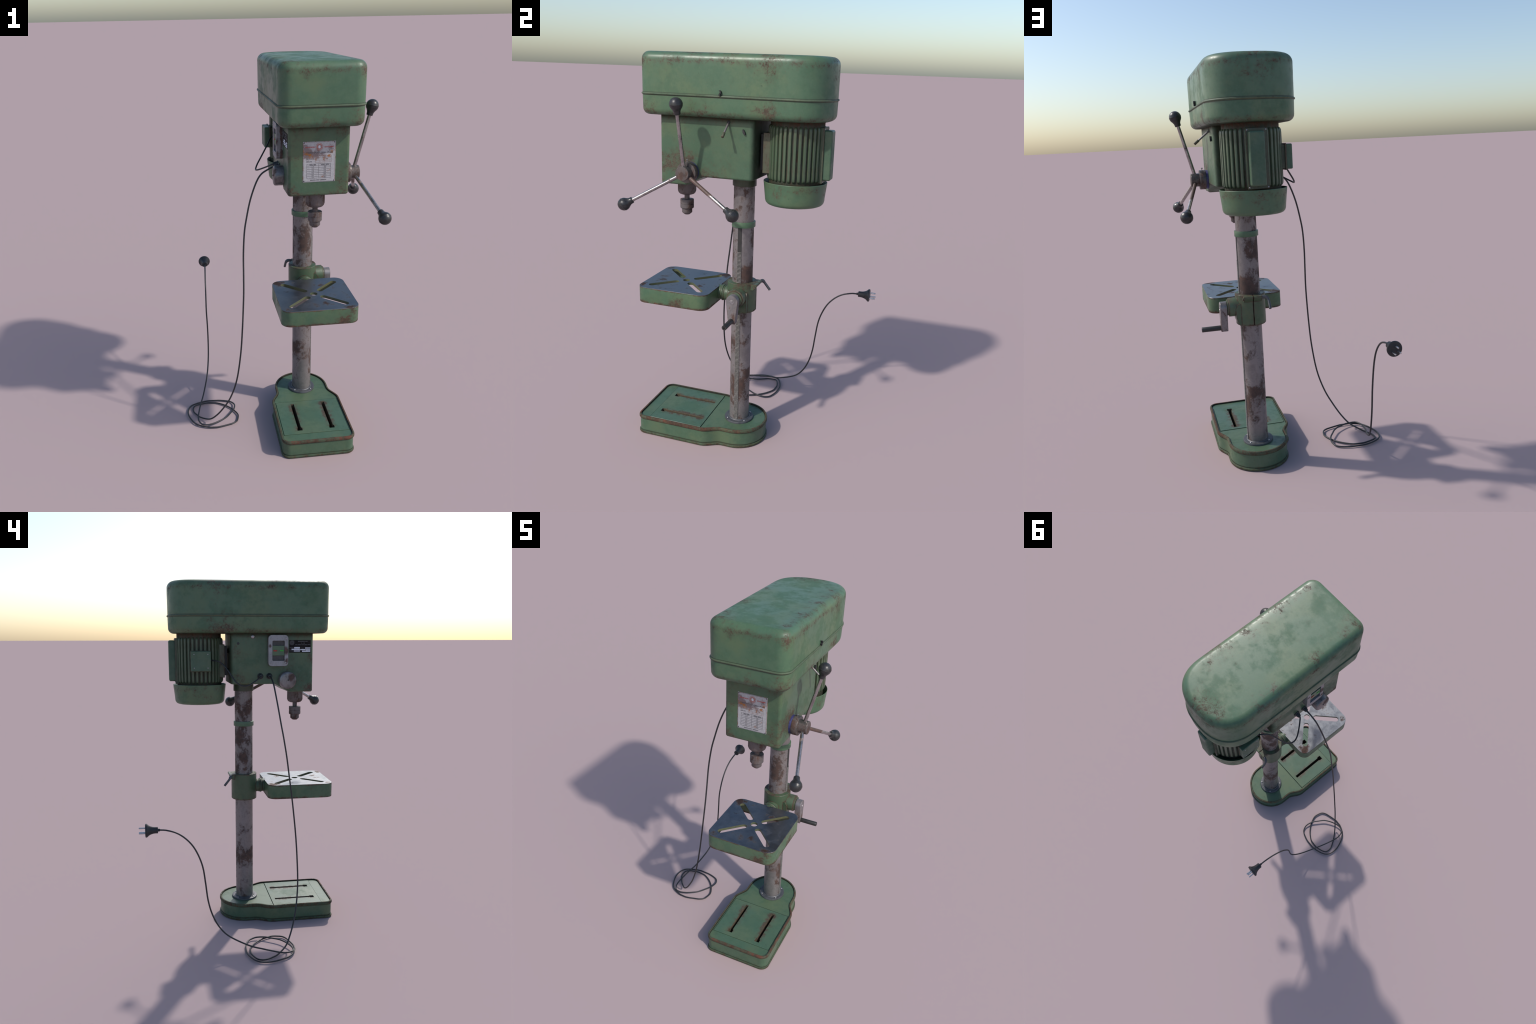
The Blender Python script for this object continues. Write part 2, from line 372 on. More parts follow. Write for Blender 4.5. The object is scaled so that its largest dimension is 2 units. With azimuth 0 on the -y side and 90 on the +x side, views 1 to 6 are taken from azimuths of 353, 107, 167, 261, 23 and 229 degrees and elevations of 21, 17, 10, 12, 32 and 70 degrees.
def loft(bm, rings, cap0=True, cap1=True, closed=False):
    """skin a list of equal length closed rings"""
    vs = [[bm.verts.new(p) for p in r] for r in rings]
    n = len(vs[0])
    pairs = list(zip(vs, vs[1:]))
    if closed:
        pairs.append((vs[-1], vs[0]))
    for a, b in pairs:
        for i in range(n):
            j = (i + 1) % n
            bm.faces.new((a[i], a[j], b[j], b[i]))
    if cap0 and not closed:
        bm.faces.new(vs[0][::-1])
    if cap1 and not closed:
        bm.faces.new(vs[-1])


def frame(axis):
    a = Vector(axis).normalized()
    u = a.orthogonal().normalized() if abs(a.z) < 0.99 else Vector((1, 0, 0))
    if abs(a.z) < 0.99:
        u = Vector((0, 0, 1)).cross(a).normalized()
    return a, u, a.cross(u)


def lathe(bm, prof, o=(0, 0, 0), axis=(0, 0, 1), seg=48, closed=False):
    """prof: list of (radius, distance along axis)"""
    a, u, v = frame(axis)
    o = Vector(o)
    rings = []
    for r, h in prof:
        r = max(r, 1e-5)
        rings.append([o + a * h + (u * math.cos(t) + v * math.sin(t)) * r for t in (2 * PI * i / seg for i in range(seg))])
    loft(bm, rings, closed=closed)


def fillet_prof(r, h0, h1, f0=0.0, f1=0.0, n=4):
    """solid of revolution from h0 to h1 with rounded rims"""
    p = []
    if f0 > 0:
        p += [(r - f0 + f0 * math.sin(t), h0 + f0 - f0 * math.cos(t)) for t in (PI / 2 * i / n for i in range(n + 1))]
    else:
        p.append((r, h0))
    if f1 > 0:
        p += [(r - f1 + f1 * math.cos(t), h1 - f1 + f1 * math.sin(t)) for t in (PI / 2 * i / n for i in range(n + 1))]
    else:
        p.append((r, h1))
    return p


def turned(name, profs, o, axis, mat, parent=None, seg=48, angle=35):
    bm = bmesh.new()
    for p in profs:
        lathe(bm, p, o, axis, seg)
    return obj(name, to_mesh(bm, name), mat, parent, angle)


def box(bm, lo, hi, bev=0.0, seg=2):
    t = bmesh.new()
    bmesh.ops.create_cube(t, size=1)
    lo, hi = Vector(lo), Vector(hi)
    for v in t.verts:
        v.co = Vector(((lo[i] + hi[i]) / 2 + v.co[i] * (hi[i] - lo[i]) for i in range(3)))
    if bev > 0:
        bmesh.ops.bevel(t, geom=t.edges[:] + t.verts[:], offset=bev, segments=seg, profile=0.5, affect='EDGES')
    m = bpy.data.meshes.new('tmp')
    t.to_mesh(m)
    t.free()
    bm.from_mesh(m)
    bpy.data.meshes.remove(m)


def block(name, lo, hi, bev, mat, parent=None, seg=2, angle=35):
    bm = bmesh.new()
    box(bm, lo, hi, bev, seg)
    o = obj(name, to_mesh(bm, name), mat, parent, angle)
    w = o.modifiers.new('weighted', 'WEIGHTED_NORMAL')
    w.keep_sharp = True
    return o


def rounded_rect(w, h, r, n=6, c=(0, 0)):
    pts = []
    for sx, sy, a0 in ((1, 1, 0), (-1, 1, 90), (-1, -1, 180), (1, -1, 270)):
        for i in range(n + 1):
            a = math.radians(a0 + 90 * i / n)
            pts.append((c[0] + sx * (w / 2 - r) + r * math.cos(a), c[1] + sy * (h / 2 - r) + r * math.sin(a)))
    return pts


def offset(pts, d):
    n = len(pts)
    out = []
    for i in range(n):
        a, b = Vector(pts[i - 1]), Vector(pts[(i + 1) % n])
        t = (b - a).normalized()
        out.append((pts[i][0] + t.y * d, pts[i][1] - t.x * d))
    return out


def prism(bm, pts, prof):
    """stack of offset copies of a counter-clockwise plan outline; prof: (offset, z)"""
    loft(bm, [[(x, y, z) for x, y in (offset(pts, d) if d else pts)] for d, z in prof])


def spline(pts, per=8):
    P = [Vector(p) for p in pts]
    P = [2 * P[0] - P[1]] + P + [2 * P[-1] - P[-2]]
    out = []
    for i in range(1, len(P) - 2):
        a, b, c, d = P[i - 1:i + 3]
        for k in range(per):
            t = k / per
            out.append(0.5 * ((2 * b) + (c - a) * t + (2 * a - 5 * b + 4 * c - d) * t * t + (3 * b - a - 3 * c + d) * t ** 3))
    out.append(P[-2])
    return out


def tube(bm, pts, r, seg=12):
    rings = []
    t0 = (pts[1] - pts[0]).normalized()
    u = t0.orthogonal().normalized()
    n = len(pts)
    for i, p in enumerate(pts):
        t = (pts[min(i + 1, n - 1)] - pts[max(i - 1, 0)]).normalized()
        u = (u - t * u.dot(t)).normalized()
        v = t.cross(u)
        rr = r(i / (n - 1)) if callable(r) else r
        rings.append([p + (u * math.cos(a) + v * math.sin(a)) * rr for a in (2 * PI * k / seg for k in range(seg))])
    loft(bm, rings)


def tube_obj(name, pts, r, mat, parent=None, seg=12):
    bm = bmesh.new()
    tube(bm, [Vector(p) for p in pts], r, seg)
    return obj(name, to_mesh(bm, name), mat, parent, 50)


def boolean(me, cutters, op='DIFFERENCE'):
    """apply boolean cuts (each cutter a bmesh) to a mesh and give back a new mesh"""
    a = bpy.data.objects.new('work', me)
    bpy.context.collection.objects.link(a)
    tmp = []
    for c in cutters:
        cm = to_mesh(c, 'cutter')
        co = bpy.data.objects.new('cutter', cm)
        bpy.context.collection.objects.link(co)
        tmp.append((co, cm))
        md = a.modifiers.new('cut', 'BOOLEAN')
        md.operation = op
        md.object = co
        md.solver = 'EXACT'
    dg = bpy.context.evaluated_depsgraph_get()
    new = bpy.data.meshes.new_from_object(a.evaluated_get(dg))
    for co, cm in tmp:
        bpy.data.objects.remove(co)
        bpy.data.meshes.remove(cm)
    bpy.data.objects.remove(a)
    return new


def words(name, text, size, loc, rot, mat, parent, width=None, align='CENTER', depth=0.0004, narrow=1.0, bold=0.022):
    cu = bpy.data.curves.new(name, 'FONT')
    cu.body = text
    cu.size = size
    cu.align_x = align
    cu.align_y = 'CENTER'
    cu.extrude = depth
    cu.offset = size * bold
    cu.resolution_u = 2
    t = bpy.data.objects.new(name, cu)
    bpy.context.collection.objects.link(t)
    me = bpy.data.meshes.new_from_object(t.evaluated_get(bpy.context.evaluated_depsgraph_get()))
    bpy.data.objects.remove(t)
    xs = [v.co.x for v in me.vertices]
    k = narrow
    if width and xs:
        k = width / (max(xs) - min(xs))
    for v in me.vertices:
        v.co.x *= k
    me.transform(Matrix.Translation(loc) @ rot)
    return obj(name, me, mat, parent, None)


FACE_FRONT = Matrix(((1, 0, 0, 0), (0, 0, -1, 0), (0, 1, 0, 0), (0, 0, 0, 1)))     # text facing -y
FACE_LEFT = Matrix(((0, 0, -1, 0), (-1, 0, 0, 0), (0, 1, 0, 0), (0, 0, 0, 1)))     # text facing -x


def dome_screw(name, me_cache={}):
    if name not in me_cache:
        bm = bmesh.new()
        lathe(bm, [(1.0, -0.6), (1.0, 0.15), (0.8, 0.45), (0.4, 0.6), (0.0, 0.62)], seg=16)
        me_cache[name] = to_mesh(bm, name)
    return me_cache[name]


def screw(loc, axis, r, mat, parent, name='screw'):
    key = name + mat
    me = dome_screw(key)
    if not me.materials:
        me.materials.append(M[mat])
        me.polygons.foreach_set('use_smooth', [True] * len(me.polygons))
    o = bpy.data.objects.new(name, me)
    bpy.context.collection.objects.link(o)
    q = Vector(axis).to_track_quat('Z', 'Y').to_matrix().to_4x4()
    o.matrix_world = Matrix.Translation(loc) @ q @ Matrix.Scale(r, 4)
    attach(o, parent)
    return o


# ------------------------------------------------------------------ base
def base_plan():
    """half outline going from the rear to the front, then mirrored; wall line without the lips"""
    R, hw, front = 0.1500, 0.1905, -0.5615
    half = []
    for i in range(25):                                   # rear half circle
        a = math.radians(90 - i * 90 / 24)
        half.append((R * math.cos(a), COL[1] + R * math.sin(a)))
    half.append((R, -0.062))
    # S shaped shoulder between the round foot and the wide front
    y0, y1 = -0.080, -0.198
    for i in range(15):
        t = i / 14
        s = t * t * t * (t * (6 * t - 15) + 10)
        half.append((R + (hw - R) * s, y0 + (y1 - y0) * (t * 0.90 + 0.10 * s)))
    for k in range(1, 10):
        half.append((hw, y1 + (front + 0.040 - y1) * k / 9))
    for i in range(1, 11):
        a = math.radians(-90 * i / 10)
        half.append((hw - 0.040 + 0.040 * math.cos(a), front + 0.040 + 0.040 * math.sin(a)))
    right = [(CX + x, y) for x, y in half]                # rear -> front along +x side (clockwise)
    left = [(CX - x, y) for x, y in half[1:]][::-1]
    return (right + left)[::-1]                            # counter-clockwise


plan = base_plan()
bm = bmesh.new()
prism(bm, plan, [(0.001, 0.0), (0.0045, 0.0), (0.0058, 0.0025), (0.0058, 0.0085), (0.0035, 0.0115), (0.0, 0.0125),
                 (0.0, 0.0845), (0.0035, 0.0858), (0.0058, 0.0895), (0.0058, 0.0985), (0.0035, 0.1035), (-0.001, 0.1050),
                 (-0.0045, 0.1040), (-0.0062, 0.1010), (-0.0072, 0.0968)])
base_me = to_mesh(bm, 'base')
for nm in ('base', 'slotdark', 'rim', 'foot', 'seam_shadow'):
    base_me.materials.append(M[nm])
NP = len(plan)
for k, p in enumerate(base_me.polygons):      # faces come ring by ring up the profile
    b = k // NP
    p.material_index = 3 if b < 4 else 0 if b < 6 else 2 if b < 12 else 4 if b < 14 else 0  # inner rim faces painted dark to draw the occlusion line
PX0, PX1, PY0, PY1 = 0.0045, 0.3585, -0.4950, -0.1985
cut = bmesh.new()
box(cut, (PX0 - 0.0022, PY0 - 0.0020, 0.090), (PX1 + 0.0022, PY1 + 0.0034, 0.12))


def slot_cutters(z0, z1, grow=0.0):
    res = []
    for x in (0.0955, 0.2715):
        c = bmesh.new()
        box(c, (x - 0.0095 - grow, -0.447, z0), (x + 0.0095 + grow, -0.2215 + grow, z1))
        res.append(c)
        c = bmesh.new()
        box(c, (x - 0.0145 - grow, -0.469 - grow, z0 + 0.0003), (x + 0.0145 + grow, -0.4435, z1 + 0.0003))
        res.append(c)
    return res


base_me = boolean(base_me, [cut] + slot_cutters(0.022, 0.13))
base = obj('base', base_me)
for p in base_me.polygons:
    c = p.center
    if PX0 - 0.004 < c.x < PX1 + 0.004 and PY0 - 0.004 < c.y < PY1 + 0.005:
        if 0.0895 < c.z < 0.0966:
            p.material_index = 4
        elif 0.015 < c.z < 0.0895:
            p.material_index = 1
bm = bmesh.new()
box(bm, (PX0, PY0, 0.091), (PX1, PY1, 0.0990), 0.0007, 1)
panel_me = boolean(to_mesh(bm, 'base_panel'), slot_cutters(0.02, 0.13))
panel = obj('base_panel', panel_me, None, base, 35, mats=['panel', 'slotdark'])
for p in panel_me.polygons:
    c = p.center
    if abs(p.normal.z) < 0.5 and PX0 + 0.03 < c.x < PX1 - 0.03 and PY0 + 0.005 < c.y < PY1 - 0.005:
        p.material_index = 1

# ------------------------------------------------------------------ column
turned('column', [fillet_prof(0.0525, 0.09, 1.45)], (*COL, 0), (0, 0, 1), 'column', seg=64)
column = bpy.data.objects['column']
fl = turned('column_flange', [[(0.0725, 0.0945), (0.0778, 0.0965), (0.0782, 0.103), (0.0765, 0.1062), (0.0725, 0.1072), (0.060, 0.1072), (0.0585, 0.1085), (0.0560, 0.1110), (0.050, 0.1110)]],
            (*COL, 0), (0, 0, 1), 'flange', column, 64)
for sx in (-1, 1):
    for sy in (-1, 1):
        screw((COL[0] + sx * 0.0474, COL[1] + sy * 0.0474, 0.108), (0, 0, 1), 0.0052, 'screw', fl, 'flange_bolt')
turned('column_collar', [fillet_prof(0.0594, 1.1795, 1.2065, 0.001, 0.001, 2)], (*COL, 0), (0, 0, 1), 'ring', column, 64)
turned('head_collar', [fillet_prof(0.0590, 1.3855, 1.44, 0.001, 0.001, 2)], (*COL, 0), (0, 0, 1), 'dirty', column, 64)

# rack let into the +x side of the column: dark bed and cut teeth
rx = COL[0] + 0.0505
rack = block('rack', (rx - 0.004, COL[1] - 0.0102, 0.110), (rx + 0.0030, COL[1] + 0.0102, 1.1800), 0.0004, 'rackdark', column, 1)
bm = bmesh.new()
z = 0.113
while z < 1.056:
    box(bm, (rx - 0.002, COL[1] - 0.0092, z), (rx + 0.0053, COL[1] + 0.0092, z + 0.0031), 0.0004, 1)
    z += 0.0069
box(bm, (rx - 0.002, COL[1] - 0.0112, 0.110), (rx + 0.0042, COL[1] - 0.0096, 1.058))
box(bm, (rx - 0.002, COL[1] + 0.0096, 0.110), (rx + 0.0042, COL[1] + 0.0112, 1.058))
teeth = obj('rack_tooth', to_mesh(bm, 'rack_tooth'), 'rack', rack, 35)
teeth['kind'] = 'stuff'

# ------------------------------------------------------------------ table bracket
bm = bmesh.new()
lathe(bm, [(0.045, 0.7352), (0.0725, 0.7352), (0.0755, 0.7385), (0.0755, 0.8895), (0.0740, 0.8912), (0.045, 0.8912)], (*COL, 0), (0, 0, 1), 72)
slit = bmesh.new()
box(slit, (CX - 0.0042, 0.0, 0.70), (CX - 0.0006, 0.2, 0.92))
sl_me = boolean(to_mesh(bm, 'bracket'), [slit])
bm = bmesh.new()
bm.from_mesh(sl_me)
# rack housing bulge, tapered at the foot
hp = [(-0.094, 0.226), (0.0085, 0.226), (0.0085, 0.2625), (-0.094, 0.2625)]
loft(bm, [[(0.2 if x < 0.24 else 0.2475, y, 0.7385) for y, x in hp],
          [(0.2 if x < 0.24 else 0.2545, y, 0.7480) for y, x in hp],
          [(0.2 if x < 0.24 else 0.2625, y, 0.7800) for y, x in hp],
          [(0.2 if x < 0.24 else 0.2635, y, 0.8250) for y, x in hp],
          [(0.2 if x < 0.24 else 0.2500, y, 0.8480) for y, x in hp]])
BY, BZ = -0.0405, 0.8255
lathe(bm, fillet_prof(0.0470, 0.20, 0.2935, 0, 0.0015, 2), (0, BY, BZ), (1, 0, 0), 48)
lathe(bm, fillet_prof(0.0400, 0.28, 0.3015, 0, 0.001, 2), (0, BY, BZ), (1, 0, 0), 48)
# arm stub towards the table
lathe(bm, fillet_prof(0.0385, 0.05, 0.172, 0, 0), (CX, 0, 0.8105), (0, -1, 0), 40)
lathe(bm, [(0.038, 0.1315), (0.0400, 0.1325), (0.0408, 0.1345), (0.0405, 0.1366), (0.0380, 0.1370)], (CX, 0, 0.8105), (0, -1, 0), 40)
lathe(bm, [(0.038, 0.1392), (0.0415, 0.1396), (0.0426, 0.1415), (0.0426, 0.1450), (0.0412, 0.1478), (0.0380, 0.1500)], (CX, 0, 0.8105), (0, -1, 0), 40)
# clamp lugs at the back, either side of the slit
for xa, xb in ((0.1365, CX - 0.0046), (CX - 0.0003, 0.2265)):
    loft(bm, [[(xa, 0.0, z0), (xa, y, z0), (xb, y, z0), (xb, 0.0, z0)] for y, z0 in ((0.030, 0.8600), (0.0385, 0.8660), (0.0500, 0.8815), (0.0505, 0.8880), (0.0470, 0.8905))])
bracket = obj('table_bracket', to_mesh(bm, 'table_bracket'), 'sleeve', None, 30)
turned('clamp_nut', [[(0.0078, 0), (0.0078, 0.006), (0.0068, 0.007)]], (0.2262, 0.038, 0.8765), (1, 0, 0), 'mount', bracket, 6)
tube_obj('clamp_lever', spline([(0.150, 0.040, 0.8800), (0.132, 0.042, 0.8815), (0.116, 0.0455, 0.8805), (0.1085, 0.0510, 0.8720), (0.1060, 0.0610, 0.8590), (0.1055, 0.0840, 0.8305)], 5),
         lambda t: 0.0072 if t < 0.2 else (0.0086 if t < 0.62 else 0.0068), 'flange', bracket, 14)
# crank arm (rounded head, tapered shank) and grip
bm = bmesh.new()
out = []
for i in range(15):
    a = math.radians(-8 + 196 * i / 14)
    out.append((BY + 0.0310 * math.cos(a), BZ + 0.0005 + 0.0310 * math.sin(a)))
out += [(BY - 0.0175, 0.7075), (BY + 0.0175, 0.7075)]
rings = []
for d, x in ((-0.0012, 0.3035), (0, 0.3050), (0, 0.3360), (-0.0012, 0.3375)):
    rings.append([(x, y, z) for y, z in (offset(out, d) if d else out)])
loft(bm, rings)
crank = obj('crank_arm', to_mesh(bm, 'crank_arm'), 'crank', bracket, 30)
turned('crank_bolt', [[(0.0120, 0.330), (0.0120, 0.3380), (0.0095, 0.3384), (0.0090, 0.3376), (0.0045, 0.3376), (0.0040, 0.3385), (0.0012, 0.3385), (0.0008, 0.334)]], (0, BY, BZ - 0.001), (1, 0, 0), 'screw', crank, 24)
turned('crank_grip', [[(0.0128, 0.330), (0.0128, 0.4315), (0.0115, 0.4335), (0.0035, 0.4335), (0.0030, 0.4200), (0.0, 0.4200)]], (0, BY - 0.0005, 0.7235), (1, 0, 0), 'grip', crank, 28)

# ------------------------------------------------------------------ table: hollow tray with a slotted steel top
TX, TY, TW = CX, -0.3575, 0.3865
tp = rounded_rect(TW, TW, 0.050, 10, (TX, TY))
bm = bmesh.new()
prism(bm, tp, [(-0.0020, 0.7650), (-0.0006, 0.7656), (0.0, 0.7672), (0.0, 0.8474), (-0.0006, 0.8480)])
tm = to_mesh(bm, 'table')
cuts = []
c = bmesh.new()
prism(c, rounded_rect(TW - 0.026, TW - 0.026, 0.040, 10, (TX, TY)), [(0, 0.70), (0, 0.8340)])
cuts.append(c)
for k in range(4):
    ang = math.radians(45 + 90 * k)
    d = Vector((math.cos(ang), math.sin(ang)))
    n = Vector((-d.y, d.x))
    r0, r1, w = 0.0585, 0.2050, 0.0165
    pts = []
    for i in range(9):
        t = math.radians(-90 + 180 * i / 8)
        q = d * (r1 - w + w * math.cos(t)) + n * (w * math.sin(t))
        pts.append((TX + q.x, TY + q.y))
    for i in range(9):
        t = math.radians(90 + 180 * i / 8)
        q = d * (r0 - w + w + w * 0.0 + w * math.cos(t)) + n * (w * math.sin(t))
        pts.append((TX + q.x, TY + q.y))
    c = bmesh.new()
    prism(c, pts, [(0, 0.80), (0, 0.87)])
    cuts.append(c)
c = bmesh.new()
lathe(c, [(0.0190, 0.80), (0.0190, 0.87)], (TX, TY, 0), (0, 0, 1), 32)
cuts.append(c)
tm = boolean(tm, cuts)
table = obj('table', tm, None, None, 35, mats=['table', 'tabletop', 'slotwall'])
for p in tm.polygons:
    c = p.center
    if p.normal.z > 0.5 and c.z > 0.8470:
        p.material_index = 1
    elif c.z > 0.8335 and abs(p.normal.z) < 0.5 and max(abs(c.x - TX), abs(c.y - TY)) < TW / 2 - 0.02:
        p.material_index = 2

# ------------------------------------------------------------------ head casting
bm = bmesh.new()
side = [(0.0485, 1.735), (0.0485, 1.4315), (-0.205, 1.4315), (-0.290, 1.3855), (-0.4255, 1.3855), (-0.4255, 1.735)]
XL, XR = 0.0362, 0.3268
rings = [[(x, y, z) for y, z in side] for x in (XL, XR)]
loft(bm, rings)
bmesh.ops.recalc_face_normals(bm, faces=bm.faces[:])
# soften the vertical rear corners most, then the front, then the underside
def pick(f): return [e for e in bm.edges if f(*[v.co for v in e.verts])]
bmesh.ops.bevel(bm, geom=pick(lambda a, b: a.y > 0.04 and b.y > 0.04 and abs(a.z - b.z) > 0.1), offset=0.024, segments=6, profile=0.5, affect='EDGES')
bmesh.ops.bevel(bm, geom=pick(lambda a, b: a.y < -0.42 and b.y < -0.42 and abs(a.z - b.z) > 0.1), offset=0.016, segments=5, profile=0.5, affect='EDGES')
under = [e for e in bm.edges if all(v.co.z < 1.44 for v in e.verts) and len(e.link_faces) == 2
         and e.calc_face_angle(0) > math.radians(50)]
bmesh.ops.bevel(bm, geom=under, offset=0.010, segments=4, profile=0.5, affect='EDGES')
head = obj('head_casting', to_mesh(bm, 'head_casting'), 'head', None, 40)
w = head.modifiers.new('weighted', 'WEIGHTED_NORMAL')
w.keep_sharp = True

# ------------------------------------------------------------------ belt cover
def cover_plan(inset):
    hx = 0.1990 - inset
    front = -0.5095 + inset
    rf = max(0.058 - inset, 0.008)
    pts = []
    yc, b, ex = 0.195, 0.1945 - inset, 2.5
    for i in range(49):                                    # rear, superellipse from +x to -x
        t = PI * i / 48
        c, s = math.cos(t), math.sin(t)
        pts.append((CX + math.copysign(abs(c) ** (2 / ex), c) * hx, yc + abs(s) ** (2 / ex) * b))
    for k in range(1, 10):
        pts.append((CX - hx, yc + (front + rf - yc) * k / 10))
    for i in range(9):
        a = math.radians(180 + 90 * i / 8)
        pts.append((CX - hx + rf + rf * math.cos(a), front + rf + rf * math.sin(a)))
    for k in range(1, 6):
        pts.append((CX - hx + rf + (2 * hx - 2 * rf) * k / 6, front))
    for i in range(9):
        a = math.radians(270 + 90 * i / 8)
        pts.append((CX + hx - rf + rf * math.cos(a), front + rf + rf * math.sin(a)))
    for k in range(1, 10):
        pts.append((CX + hx, front + rf + (yc - front - rf) * k / 10))
    return pts


def cover_ring(inset, z): return [(x, y, z) for x, y in cover_plan(inset)]


bm = bmesh.new()
rings = []
rb, rt, zb, zt = 0.030, 0.036, 1.7140, 2.0000
rings.append(cover_ring(0.10, zb))
for i in range(7):
    t = PI / 2 * i / 6
    rings.append(cover_ring(0.0015 + rb * (1 - math.sin(t)), zb + rb * (1 - math.cos(t))))
rings += [cover_ring(0.0008, 1.775), cover_ring(0.0, 1.805)]
for k in range(1, 6):
    rings.append(cover_ring(-0.0003 * k * 0.3, 1.815 + (zt - rt - 0.0005 - 1.815) * k / 5))
for i in range(1, 9):
    t = PI / 2 * i / 8
    rings.append(cover_ring(-0.0005 + rt * (1 - math.cos(t)), zt - 0.0012 - rt + rt * math.sin(t)))
rings.append(cover_ring(0.055, zt - 0.0007))
rings.append(cover_ring(0.10, zt - 0.0002))
rings.append(cover_ring(0.15, zt))
loft(bm, rings)
cover = obj('belt_cover', to_mesh(bm, 'belt_cover'), 'cover', None, 50)
# rolled bead around the cover
bm = bmesh.new()
prof = []
for k in range(10):
    a = 2 * PI * k / 10
    prof.append((0.0052 * math.cos(a), 1.8105 + 0.0048 * math.sin(a)))
loft(bm, [cover_ring(-d, z) for d, z in prof], closed=True)
obj('cover_bead', to_mesh(bm, 'cover_bead'), 'bead', cover, 60)
# small latch hook above the bead
bm = bmesh.new()
hk = []
for i in range(9):
    a = math.radians(-60 + 150 * i / 8)
    hk.append((-0.0985 + 0.0085 * math.cos(a), 1.8300 + 0.0085 * math.sin(a)))
inner = [(-0.1020 + (y + 0.0985) * 0.72, 1.8300 + (z - 1.8300) * 0.72) for y, z in hk][::-1]
loft(bm, [[(x, y, z) for y, z in hk + inner] for x in (0.378, 0.3915)])
box(bm, (0.378, -0.1015, 1.8145), (0.3905, -0.0930, 1.8245), 0.0008, 1)
obj('cover_latch', to_mesh(bm, 'cover_latch'), 'blackbar', cover, 30)

# ------------------------------------------------------------------ motor
motor = turned('motor', [[(0.1272, 1.40), (0.1272, 1.73)]], (*MOT, 0), (0, 0, 1), 'motor', None, 96)
bm = bmesh.new()
zc0, zc1 = 1.4365, 1.6925
prof = [(0.122, zc0), (0.1285, zc0 + 0.001), (0.1335, zc0 + 0.0045), (0.1368, zc0 + 0.012), (0.1375, zc0 + 0.024)]
prof += [(0.1375, zc1 - 0.024), (0.1368, zc1 - 0.012), (0.1335, zc1 - 0.0045), (0.1285, zc1 - 0.001), (0.122, zc1)]
rings = []
for r, zz in prof:
    e = min(zz - zc0, zc1 - zz)
    hwid = 0.0066 * min(1.0, 0.55 + 0.45 * math.sqrt(max(0.0, min(1.0, e / 0.008))))
    k = hwid
    rings.append([(0.120, -k, zz), (r - 0.0014, -k, zz), (r - 0.0004, -k * 0.90, zz), (r, -k * 0.72, zz), (r, k * 0.72, zz), (r - 0.0004, k * 0.90, zz), (r - 0.0014, k, zz), (0.120, k, zz)])
loft(bm, rings)
fin_me = to_mesh(bm, 'cooling_fin')
fin_me.materials.append(M['fin'])
fin_me.polygons.foreach_set('use_smooth', [True] * len(fin_me.polygons))
fin_me.set_sharp_from_angle(angle=math.radians(38))
NF = 36
skip_ranges = ((74, 106), (262, 278))
for i in range(NF):
    a = 360 * i / NF + 1.0
    if any(lo < a < hi for lo, hi in skip_ranges):
        continue
    o = bpy.data.objects.new('cooling_fin', fin_me)
    bpy.context.collection.objects.link(o)
    o.matrix_world = Matrix.Translation((*MOT, 0)) @ Matrix.Rotation(math.radians(a), 4, 'Z')
    attach(o, motor)
# fan cover: open bucket below
turned('fan_cover', [[(0.1250, 1.3170), (0.1330, 1.3205), (0.1395, 1.3275), (0.1430, 1.3370), (0.1450, 1.3600), (0.1524, 1.4255), (0.1528, 1.4275), (0.1518, 1.4288),
                      (0.1500, 1.4275), (0.1460, 1.3900), (0.1440, 1.3700), (0.05, 1.3650)]], (*MOT, 0), (0, 0, 1), 'fan', motor, 96, 50)
# rear cover plate and raised box
rp = block('rear_plate', (0.1345, 0.30, 1.4335), (0.2275, 0.3535, 1.6895), 0.0012, 'dirty', motor)
block('rear_box', (0.1525, 0.32, 1.4465), (0.2195, 0.3895, 1.6775), 0.009, 'box', rp, 4)
for x in (0.1405, 0.2215):
    for zz in (1.4405, 1.6825):
        screw((x, 0.3540, zz), (0, 1, 0), 0.0036, 'screw', rp)
# terminal box on the -x side: neck, rim and lid
tb = block('terminal_neck', (0.034, 0.168, 1.510), (0.080, 0.2650, 1.616), 0.002, 'dirty', motor)
block('terminal_rim', (0.0345, 0.1590, 1.5035), (0.0405, 0.2735, 1.6205), 0.001, 'mount', tb)
block('terminal_lid', (0.0075, 0.1605, 1.5075), (0.0370, 0.2720, 1.6180), 0.0055, 'box', tb, 3)
for y in (0.178, 0.254):
    for zz in (1.526, 1.601):
        screw((0.0075, y, zz), (-1, 0, 0), 0.0033, 'screw', tb)
# belt tension mount between head and motor
mt = block('motor_mount', (0.098, 0.0745, 1.4675), (0.268, 0.1250, 1.6545), 0.0015, 'mount', motor)
block('mount_slide', (0.103, 0.0600, 1.4800), (0.258, 0.0760, 1.6470), 0.001, 'blackbar', mt)
for zz in (1.51, 1.615):
    turned('slide_rod', [[(0.0100, 0.0), (0.0100, 0.040)]], (0.180, 0.0300, zz), (0, 1, 0), 'blackbar', mt, 16)

